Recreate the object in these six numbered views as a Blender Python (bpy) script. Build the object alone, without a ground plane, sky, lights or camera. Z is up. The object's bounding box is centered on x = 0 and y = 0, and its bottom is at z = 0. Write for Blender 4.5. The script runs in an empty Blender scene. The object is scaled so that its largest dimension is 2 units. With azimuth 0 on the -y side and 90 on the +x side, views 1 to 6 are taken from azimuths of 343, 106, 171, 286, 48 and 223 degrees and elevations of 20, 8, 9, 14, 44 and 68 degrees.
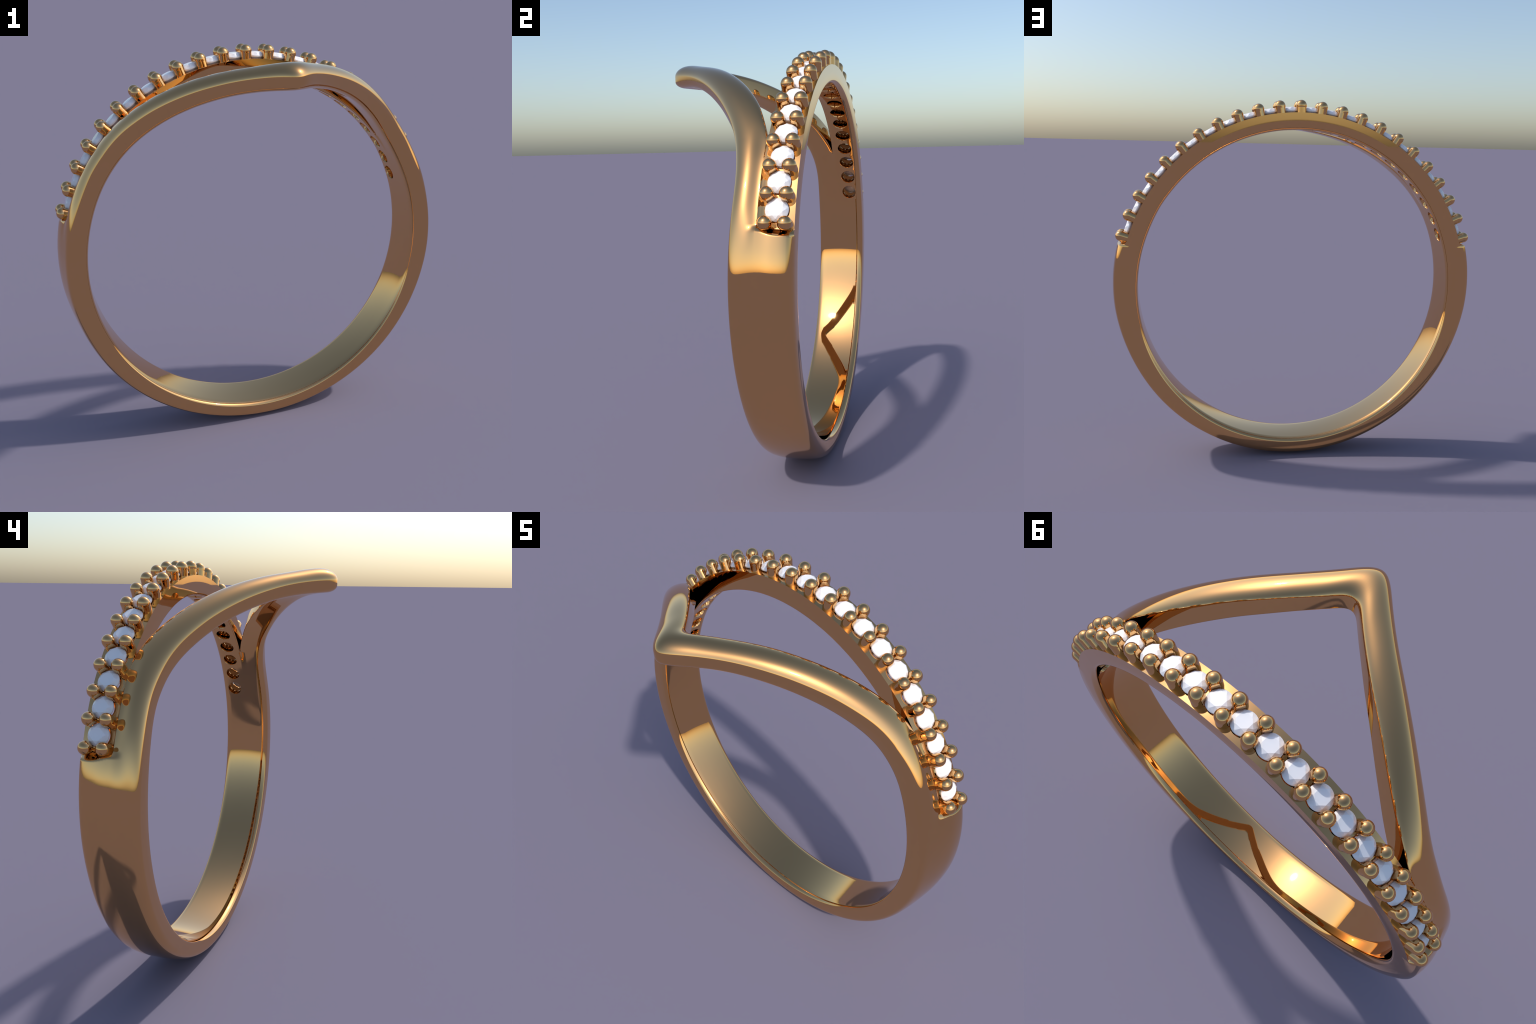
"""Gold chevron ring: a shank that splits into a pointed (chevron) band in front and
a stone-set rail behind.  The metal is one watertight surface described in polar
coordinates about the finger axis (parallel to y, through z = ZC): every point is
(theta from the top, y across the band, radius).  It is then split into parts."""
import bpy, math
import numpy as np
from mathutils import Matrix, Vector

# ---------------------------------------------------------------- dimensions
ZC = 0.967                      # height of the finger axis
R_IN = 0.8645                   # finger hole radius
R_DECK = 0.958                  # floor the stones are set in
Y_BACK = 0.415                  # flat back face
Y_RAIL = 0.272                  # front face of the stone rail
Y_STONE = 0.3455                # row of stones
N_STONE = 22
PITCH = 6.655                   # degrees between stones
TH_END = PITCH * N_STONE / 2    # last pair of prongs
CELL = 12                       # mesh rows per stone
TH_SPLIT = (N_STONE*CELL//2 - 39)*PITCH/CELL   # where the two bands part
R_FIL = 0.886                   # radius where that rounding meets the side faces

def spline(points):
    """Natural cubic spline through control points (x, y), even about x = 0."""
    if points[0][0] == 0:
        points = [(-a, b) for a, b in points[3:0:-1]] + points
    x = np.array([p[0] for p in points], float); y = np.array([p[1] for p in points], float)
    n = len(x); h = np.diff(x)
    A = np.zeros((n, n)); b = np.zeros(n); A[0, 0] = A[-1, -1] = 1
    for i in range(1, n - 1):
        A[i, i-1:i+2] = h[i-1], 2*(h[i-1]+h[i]), h[i]
        b[i] = 3*((y[i+1]-y[i])/h[i] - (y[i]-y[i-1])/h[i-1])
    c = np.linalg.solve(A, b)
    def f(t):
        t = min(max(t, x[0]), x[-1]); i = min(int(np.searchsorted(x, t, 'right'))-1, n-2)
        d = t-x[i]
        B = (y[i+1]-y[i])/h[i] - h[i]*(2*c[i]+c[i+1])/3; D = (c[i+1]-c[i])/(3*h[i])
        return float(y[i]+B*d+c[i]*d*d+D*d**3)
    return f

def smooth(a, b, t):
    t = min(max((t-a)/(b-a), 0.0), 1.0)
    return t*t*(3-2*t)

# front face of shank and chevron, gap-side face of the chevron (theta -> y)
FRONT = spline([(0, -.4148), (2, -.4035), (4, -.377), (6, -.345), (10, -.283), (15, -.215), (20, -.155),
                (25, -.098), (30, -.044), (35, .007), (40, .053), (45, .094), (50, .125), (55, .144),
                (60, .155), (70, .1565), (90, .154), (130, .155), (180, .156)])
GAP = spline([(0, -.249), (1.5, -.242), (3, -.223), (5, -.193), (10, -.122), (15, -.055), (20, .005),
              (25, .063), (30, .117), (35, .165), (40, .207), (44, .234), (48, .257), (51.6, .2695)])
# crest radius of the chevron / crown radius of the shank, shoulder radius under it
CREST = spline([(0, .990), (3, .987), (7, .980), (12, .9775), (20, .979), (30, .981), (40, .981), (50, .9795), (57, .979), (64, .980),
                (71, .982), (78, .984), (90, .985), (180, .985)])
SHOULDER = spline([(0, .937), (15, .931), (50, .931), (70, .938), (85, .947), (100, .947), (120, .939), (140, .928), (160, .920), (180, .917)])
BACK_SHOULDER = spline([(66, .962), (77, .966), (86, .965), (96, .959), (106, .952), (120, .944), (140, .935), (160, .926), (180, .922)])
# crown of the plain shank, how much lower it runs along the front, lip beside the stones
SHANK = spline([(66, 1.001), (76, 1.003), (83, 1.0025), (89, 1.0003), (96, .997), (103, .991), (110, .9855), (118, .981),
                (130, .977), (150, .970), (180, .967)])
TILT = spline([(66, .023), (78, .022), (90, .018), (105, .010), (120, .002), (133, -.002), (152, -.002), (180, 0)])
LIP = spline([(45, .958), (52, .962), (57, .966), (63, .968), (70, .972), (77, .980), (180, .985)])
# rounding of the front lower edge and finger-side radius of the chevron
FRONT_FILLET = spline([(0, .042), (8, .040), (20, .034), (40, .029), (60, .027), (180, .027)])
FRONT_R = spline([(0, .914), (8, .909), (20, .903), (40, .898), (60, .891), (180, .891)])
INNER = spline([(0, .881), (10, .878), (25, .8745), (40, .871), (52, .868), (62, .868), (180, .868)])

def crown(th, y):
    """Outer radius of the plain shank: flattened crown, rounder on the front edge."""
    th = abs(th); f = FRONT(th)
    s = 2*(y-f)/(Y_BACK-f)-1
    c = SHANK(th) - TILT(th)*(1-smooth(f+.03, .335, y))
    r0, p = (SHOULDER(th), 2.8) if s < 0 else (BACK_SHOULDER(th), 2.8 - .3*smooth(95, 150, th))
    s = min(1.0, abs(s))
    return r0 + (c-r0)*(1-s**p)**(1/p)

def slope(th, y):
    """Flank from the arm's crest to the lip along the stone channel, past the fork."""
    a = abs(th); f = FRONT(a); k = Y_RAIL-.0035; yc = f + .5*(k-f)
    s = min(max((y-yc)/(k-yc), 0.0), 1.0)
    return LIP(a) + (CREST(a)-LIP(a))*(0.5+0.5*math.cos(math.pi*s))

def scoop(th, y):
    """End of the stone channel: 0 on the floor, 1 on the shank; a bowed, rounded lip."""
    bow = (.9 if y < .362 else .25)*min(1.0, ((y-.362)/.065)**2)
    t = (abs(th)-74.1+bow)/2.1
    return smooth(0, 1, t)

def deck(th, y):
    a = abs(th); k = scoop(a, y)
    h = R_DECK + .001 - .003*((y-Y_STONE)/.07)**2     # faintly domed floor
    if y < .302:                              # flank running down to the stones
        h += (LIP(a)-R_DECK)*smooth(TH_SPLIT-1.5, TH_SPLIT+3, a)*(1-smooth(.266, .302, y))
    return h if k == 0 else h*(1-k) + crown(th, y)*k

def arch(th, t, y):
    """Outer radius across the chevron arm, t = 0 front edge .. 1 gap edge."""
    a = abs(th); c = CREST(a); s = abs(2*t-1); sh = SHOULDER(a)
    if t <= .5:
        h = sh + (c-sh)*math.sqrt(max(0, 1-s*s))
    else:
        edge = .944 + (slope(TH_SPLIT, Y_RAIL)-.944)*smooth(25, TH_SPLIT, a)
        k = smooth(TH_SPLIT-10, TH_SPLIT+5, a)
        h = (edge + (c-edge)*math.sqrt(max(0, 1-s*s)))*(1-k) + slope(a, y)*k
    w = smooth(68, 82, a); q = smooth(.5, 1, t)
    w = w*(1-q) + scoop(a, y)*q
    return h*(1-w) + crown(a, y)*w if w > 0 else h

# ---------------------------------------------------------------- metal surface
step = PITCH / CELL
n_half = N_STONE*CELL//2
half = [i*step for i in range(n_half+1)]
half += list(np.arange(TH_END+.15, 80, .2))
half += list(np.linspace(80.2, 180, 112)[:-1])
rows = half + [180.0] + [-t for t in half[:0:-1]]
NR = len(rows)
is_split = lambda i: abs(rows[i]) < TH_SPLIT - 1e-6       # both bands apart
at_split = lambda i: abs(abs(rows[i])-TH_SPLIT) < 1e-6

verts, faces, tags = [], [], []
def P(th, y, r):
    a = math.radians(th)
    return (r*math.sin(a), y, ZC + r*math.cos(a))
def V(th, y, r):
    verts.append(P(th, y, r)); return len(verts)-1
def strip(a, b, c, d, tag):
    faces.append((a, b, c, d)); tags.append(tag)

def finger(th, y):
    """Finger-side radius of the lower shank, slightly bulging inwards across its width."""
    a = abs(th); f = FRONT(a); s = (y-f-.026)/(Y_BACK-.03-f-.026)*2-1
    return INNER(a) - .004*smooth(52, 70, a)*(.5+.5*s) - .003*smooth(85, 125, a)*max(0, 1-s*s)

def rail_in(th, y):
    """Finger side of the stone rail, easing into the shank's past the fork."""
    k = smooth(TH_SPLIT, TH_SPLIT+10, abs(th))
    return R_IN + (finger(th, y)-R_IN)*k if k > 0 else R_IN

def fillet(y0, y1, r_face, r_in=R_IN, n=7):
    """Points from the side face (y0, r_face) round to the finger hole (y1, R_IN)."""
    out = []
    for k in range(1, n+1):
        u = k/n*math.radians(72)
        out.append((y0+(y1-y0)*(1-math.cos(u))/(1-math.cos(math.radians(72))),
                    r_face+(r_in-r_face)*math.sin(u)/math.sin(math.radians(72))))
    return out

NT = 28
front, top, gapw, railw, dk, back, vin, din = [], [], [], [], [], [], [], []
ND = CELL
for th in rows:
    a = abs(th); f = FRONT(a); g = GAP(min(a, TH_SPLIT)); apart = a < TH_SPLIT+1e-6
    w = g-f
    EDGE = .0008 + .006*(1-smooth(TH_SPLIT-6, TH_SPLIT, a))    # rounding of the gap's lower edges
    fil, r_f, r_i = FRONT_FILLET(a), FRONT_R(a), INNER(a)
    # front face, from finger hole up to the shoulder
    pts = fillet(f, f+fil, r_f, r_i)[::-1] + [(f, r_f), (f, .5*(r_f+SHOULDER(a)))]
    front.append([V(th, y, r) for y, r in pts])
    # rounded top of the arm
    col = []
    for j in range(NT+1):
        t = .5-.5*math.cos(math.pi*j/NT); y = f+w*t
        col.append(V(th, y, arch(th, t, y)))
    top.append(col)
    # deck columns
    ys = [Y_RAIL + (Y_BACK-Y_RAIL)*j/ND for j in range(ND+1)]
    dk.append([V(th, y, deck(th, y)) for y in ys])
    r_edge = deck(th, Y_BACK)
    pts = [(Y_BACK, .5*(r_edge+R_FIL)), (Y_BACK, R_FIL)] + fillet(Y_BACK, Y_BACK-.026, R_FIL, rail_in(th, Y_BACK-.026))
    back.append([V(th, y, r) for y, r in pts])
    # finger side
    ya, yb = f+fil, g-EDGE
    vin.append([front[-1][0]] + [V(th, y, finger(th, y)) for y in (ya+(yb-ya)*j/4 for j in range(1, 5))])
    ya, yb = Y_RAIL+EDGE, Y_BACK-.026
    din.append([V(th, y, rail_in(th, y)) for y in (ya+(yb-ya)*j/ND for j in range(ND))] + [back[-1][-1]])
    if apart:
        r1 = arch(th, 1, g)
        pts = [(g, .6*r1+.4*R_FIL), (g, r_i+EDGE)] + fillet(g, g-EDGE, r_i+EDGE, r_i)[:-1]
        gapw.append([top[-1][-1]] + [V(th, y, r) for y, r in pts] + [vin[-1][-1]])
        pts = [(Y_RAIL, .6*R_DECK+.4*R_FIL), (Y_RAIL, R_IN+EDGE)] + fillet(Y_RAIL, Y_RAIL+EDGE, R_IN+EDGE)[:-1]
        railw.append([dk[-1][0]] + [V(th, y, r) for y, r in pts] + [din[-1][0]])
    else:
        gapw.append(None); railw.append(None)

def join(A, B, tag, flip=False):
    for j in range(len(A)-1):
        q = (A[j], A[j+1], B[j+1], B[j])
        strip(*(q[::-1] if flip else q), tag)

def square_rim(g):
    """Border of one stone's patch of grid rows, in order."""
    n, m = len(g)-1, len(g[0])-1
    return ([g[0][j] for j in range(m)] + [g[i][m] for i in range(n)] +
            [g[n][j] for j in range(m, 0, -1)] + [g[i][0] for i in range(n, 0, -1)])

def stone_frame(k):
    th = math.radians(-TH_END + (k+.5)*PITCH)
    N = Vector((math.sin(th), 0, math.cos(th))); T = Vector((math.cos(th), 0, -math.sin(th)))
    return N, T, Vector((0, Y_STONE, ZC))

def drill(k, rim, r_surf, hole_r, tag, flip, bands=4):
    N, T, C = stone_frame(k); th_k = -TH_END+(k+.5)*PITCH
    loc = []
    for v in rim:
        d = Vector(verts[v])-C; loc.append((d.dot(T), d.y))
    prev = rim; last = None
    for s in range(1, bands+1):
        u = s/bands; ring = []
        for a, b in loc:
            L = math.hypot(a, b); ca, cb = a/L*hole_r, b/L*hole_r
            pa, pb = a+(ca-a)*u, b+(cb-b)*u
            r = r_surf(math.degrees(math.atan2(pa, R_DECK)) + th_k, Y_STONE+pb)
            p = C + T*pa + N*math.sqrt(r**2-pa*pa); p.y += pb
            verts.append(tuple(p)); ring.append(len(verts)-1)
        m = len(rim)
        for i in range(m):
            q = (prev[i], prev[(i+1) % m], ring[(i+1) % m], ring[i])
            strip(*(q[::-1] if flip else q), tag)
        prev = ring
    return prev, loc

def tube(k, ring, loc, profile, end_ring, tag):
    N, T, C = stone_frame(k); m = len(ring); prev = ring
    for rad, h in profile:
        cur = []
        for a, b in loc:
            L = math.hypot(a, b)
            p = C + T*(a/L*rad) + N*h; p.y += b/L*rad
            verts.append(tuple(p)); cur.append(len(verts)-1)
        for i in range(m):
            strip(prev[i], prev[(i+1) % m], cur[(i+1) % m], cur[i], tag)
        prev = cur
    for i in range(m):
        strip(prev[i], prev[(i+1) % m], end_ring[(i+1) % m], end_ring[i], tag)

order = {round(t, 6): i for i, t in enumerate(rows)}
for i in range(NR):
    n = (i+1) % NR
    mid = .5*(abs(rows[i])+abs(rows[n]))
    split = mid < TH_SPLIT
    in_cells = mid < TH_END
    tv = 'chevron' if split else 'shank'
    tr = 'rail' if mid < 77.4 else 'shank'
    join(front[i]+[top[i][0]], front[n]+[top[n][0]], tv)
    join(top[i], top[n], tv)
    join(vin[i], vin[n], tv, True)
    if split:
        join(gapw[i], gapw[n], tv)
        join(railw[i], railw[n], 'rail', True)
    else:
        join([top[i][-1], dk[i][0]], [top[n][-1], dk[n][0]], 'shank')
        join([vin[i][-1], din[i][0]], [vin[n][-1], din[n][0]], 'shank', True)
    if not in_cells:
        join(dk[i], dk[n], tr)
        join(din[i], din[n], tr, True)
    join([dk[i][-1]]+back[i], [dk[n][-1]]+back[n], tr)
    if at_split(i):
        A, B = gapw[i], railw[i]
        join(A, B, 'shank', rows[i] > 0)

HOLE_TOP, HOLE_IN = 0.0482, 0.0395
for k in range(N_STONE):
    t0 = -TH_END + k*PITCH
    idx = [order[round(t, 6)] for t in (round((k-N_STONE//2)*CELL+s, 0)*step for s in range(CELL+1))]
    up, loc = drill(k, square_rim([dk[i] for i in idx]), deck, HOLE_TOP, 'rail', False)
    low, _ = drill(k, square_rim([din[i] for i in idx]), rail_in, HOLE_IN, 'rail', True)
    tube(k, up, loc, [(.0480, .950), (.0360, .938), (.0360, .8715)], low, 'rail')

# ---------------------------------------------------------------- materials
def material(name, build):
    m = bpy.data.materials.new(name); m.use_nodes = True
    nt = m.node_tree; build(nt, nt.nodes['Principled BSDF']); return m

def gold(nt, b):
    b.inputs['Metallic'].default_value = 1.0
    tc = nt.nodes.new('ShaderNodeTexCoord')
    no = nt.nodes.new('ShaderNodeTexNoise'); no.inputs['Scale'].default_value = 9.0
    no.inputs['Detail'].default_value = 3.0
    nt.links.new(tc.outputs['Object'], no.inputs['Vector'])
    cr = nt.nodes.new('ShaderNodeValToRGB')
    cr.color_ramp.elements[0].color = (.745, .428, .176, 1)
    cr.color_ramp.elements[1].color = (.765, .442, .184, 1)
    nt.links.new(no.outputs['Fac'], cr.inputs['Fac'])
    nt.links.new(cr.outputs['Color'], b.inputs['Base Color'])
    b.inputs['Roughness'].default_value = 0.025
GOLD = material('polished_gold', gold)

def stone_white(nt, b):
    tc = nt.nodes.new('ShaderNodeTexCoord')
    no = nt.nodes.new('ShaderNodeTexNoise'); no.inputs['Scale'].default_value = 30.0
    nt.links.new(tc.outputs['Object'], no.inputs['Vector'])
    cr = nt.nodes.new('ShaderNodeValToRGB')
    cr.color_ramp.elements[0].color = (.91, .91, .93, 1)
    cr.color_ramp.elements[1].color = (.94, .94, .955, 1)
    nt.links.new(no.outputs['Fac'], cr.inputs['Fac'])
    nt.links.new(cr.outputs['Color'], b.inputs['Base Color'])
    b.inputs['Roughness'].default_value = 0.12
    b.inputs['IOR'].default_value = 1.5
STONE = material('white_stone', stone_white)

# ---------------------------------------------------------------- build objects
col = bpy.context.scene.collection
ring = bpy.data.objects.new('ring', None); col.objects.link(ring)
ring['label'] = 'polished gold chevron ring with a row of small white stones'
ring['category'] = 'ring'

whole = bpy.data.meshes.new('whole'); whole.from_pydata(verts, [], faces); whole.update()
whole.polygons.foreach_set('use_smooth', [True]*len(faces))
whole.set_sharp_from_angle(angle=math.radians(38))
nrm = np.zeros(len(whole.loops)*3, np.float32)
whole.corner_normals.foreach_get('vector', nrm); nrm = nrm.reshape(-1, 3)

def part(name, tag):
    sel = [i for i, t in enumerate(tags) if t == tag]
    ids = {}; pv = []; pf = []; pn = []
    for i in sel:
        f = []
        for v in faces[i]:
            if v not in ids: ids[v] = len(pv); pv.append(verts[v])
            f.append(ids[v])
        pf.append(f)
        ls = whole.polygons[i].loop_start
        pn += [tuple(nrm[l]) for l in range(ls, ls+4)]
    me = bpy.data.meshes.new(name); me.from_pydata(pv, [], pf); me.update()
    me.polygons.foreach_set('use_smooth', [True]*len(pf))
    me.normals_split_custom_set(pn)
    me.materials.append(GOLD)
    ob = bpy.data.objects.new(name, me); col.objects.link(ob); ob.parent = ring
    return ob
part('shank', 'shank'); part('chevron_band', 'chevron'); part('stone_rail', 'rail')

# prong: a post notched by the two stones it holds, with a round bead on top
BEAD, R_BEAD = 0.0288, 0.9945
Y_OFF = 0.0385
def prong_mesh():
    n = 48; vs, fs, sharp = [], [], []
    tang = math.radians(PITCH/2)*.975
    def clip(phi):
        r = BEAD*.97
        for cx in (tang, -tang):          # stone centres seen from the post, rail centre at +y
            dx, dy = math.cos(phi), math.sin(phi); cy = Y_OFF
            b = dx*cx+dy*cy; c = cx*cx+cy*cy-.0490**2; D = b*b-c
            if D > 0 and b > 0: r = min(r, b-math.sqrt(D))
        return r
    prof = [('c', -.042), ('c', -.010), ('f', -.0095), ('f', 0.0)]
    prof += [('s', math.radians(a)) for a in (10, 20, 30, 40, 50, 60, 70, 80)]
    for kind, h in prof:
        for i in range(n):
            p = 2*math.pi*i/n
            r, z = (clip(p), h) if kind == 'c' else (BEAD*(1 if h == 0 else .97), h) if kind == 'f' else (BEAD*math.cos(h), BEAD*math.sin(h))
            vs.append((r*math.cos(p), r*math.sin(p), z))
    vs.append((0, 0, BEAD))
    for k in range(len(prof)-1):
        for i in range(n):
            j = (i+1) % n
            fs.append((k*n+i, k*n+j, (k+1)*n+j, (k+1)*n+i))
    k = (len(prof)-1)*n
    fs += [(k+i, k+(i+1) % n, len(vs)-1) for i in range(n)]
    me = bpy.data.meshes.new('prong'); me.from_pydata(vs, [], fs); me.update()
    me.polygons.foreach_set('use_smooth', [True]*len(fs)); me.set_sharp_from_angle(angle=math.radians(40))
    me.materials.append(GOLD); return me

def stone_mesh():
    """Round brilliant: table, star, bezel and girdle facets over a shallow pavilion."""
    R = 0.0466; vs, fs = [], []
    def ringpts(n, r, z, off=0):
        s = len(vs)
        vs.extend([(r*math.cos(2*math.pi*(i+off)/n), r*math.sin(2*math.pi*(i+off)/n), z) for i in range(n)])
        return list(range(s, s+n))
    tbl = ringpts(8, R*.61, .0185)
    mid = ringpts(8, R*.835, .0125, .5)
    g1 = ringpts(32, R, .0015); g0 = ringpts(32, R, -.004)
    pv = ringpts(16, R*.76, -.013); c = len(vs); vs.append((0, 0, -.028))
    fs.append(tuple(tbl))
    for i in range(8):
        j = (i+1) % 8; m0 = mid[i]; mp = mid[i-1]
        fs.append((tbl[i], m0, tbl[j]))                                # star
        fs.append((tbl[i], mp, g1[4*i], m0))                           # bezel
        e = [g1[(4*i+s) % 32] for s in range(5)]
        fs.append((m0, e[0], e[1], e[2])); fs.append((m0, e[2], e[3], e[4]))
    for i in range(32):
        j = (i+1) % 32; fs.append((g1[i], g0[i], g0[j], g1[j]))
    for i in range(16):
        j = (i+1) % 16
        fs.append((g0[2*i], pv[i], pv[j], g0[(2*i+2) % 32], g0[2*i+1])); fs.append((pv[i], c, pv[j]))
    me = bpy.data.meshes.new('stone'); me.from_pydata(vs, [], fs); me.update(); me.materials.append(STONE)
    return me

def placed(me, name, th, y, r, spin=0.0):
    a = math.radians(th)
    N = Vector((math.sin(a), 0, math.cos(a))); T = Vector((math.cos(a), 0, -math.sin(a))); Y = N.cross(T)
    M = Matrix((T, Y, N)).transposed().to_4x4() @ Matrix.Rotation(spin, 4, 'Z')
    M.translation = N*r + Vector((0, y, ZC))
    ob = bpy.data.objects.new(name, me); col.objects.link(ob); ob.matrix_world = M; ob.parent = ring
    return ob

pm, sm = prong_mesh(), stone_mesh()
for k in range(N_STONE+1):
    th = -TH_END + k*PITCH
    placed(pm, 'prong', th, Y_STONE-Y_OFF, R_BEAD)
    placed(pm, 'prong', th, Y_STONE+Y_OFF, R_BEAD, math.pi)
for k in range(N_STONE):
    placed(sm, 'stone', -TH_END+(k+.5)*PITCH, Y_STONE, .9685, math.pi/8)
bpy.data.meshes.remove(whole)
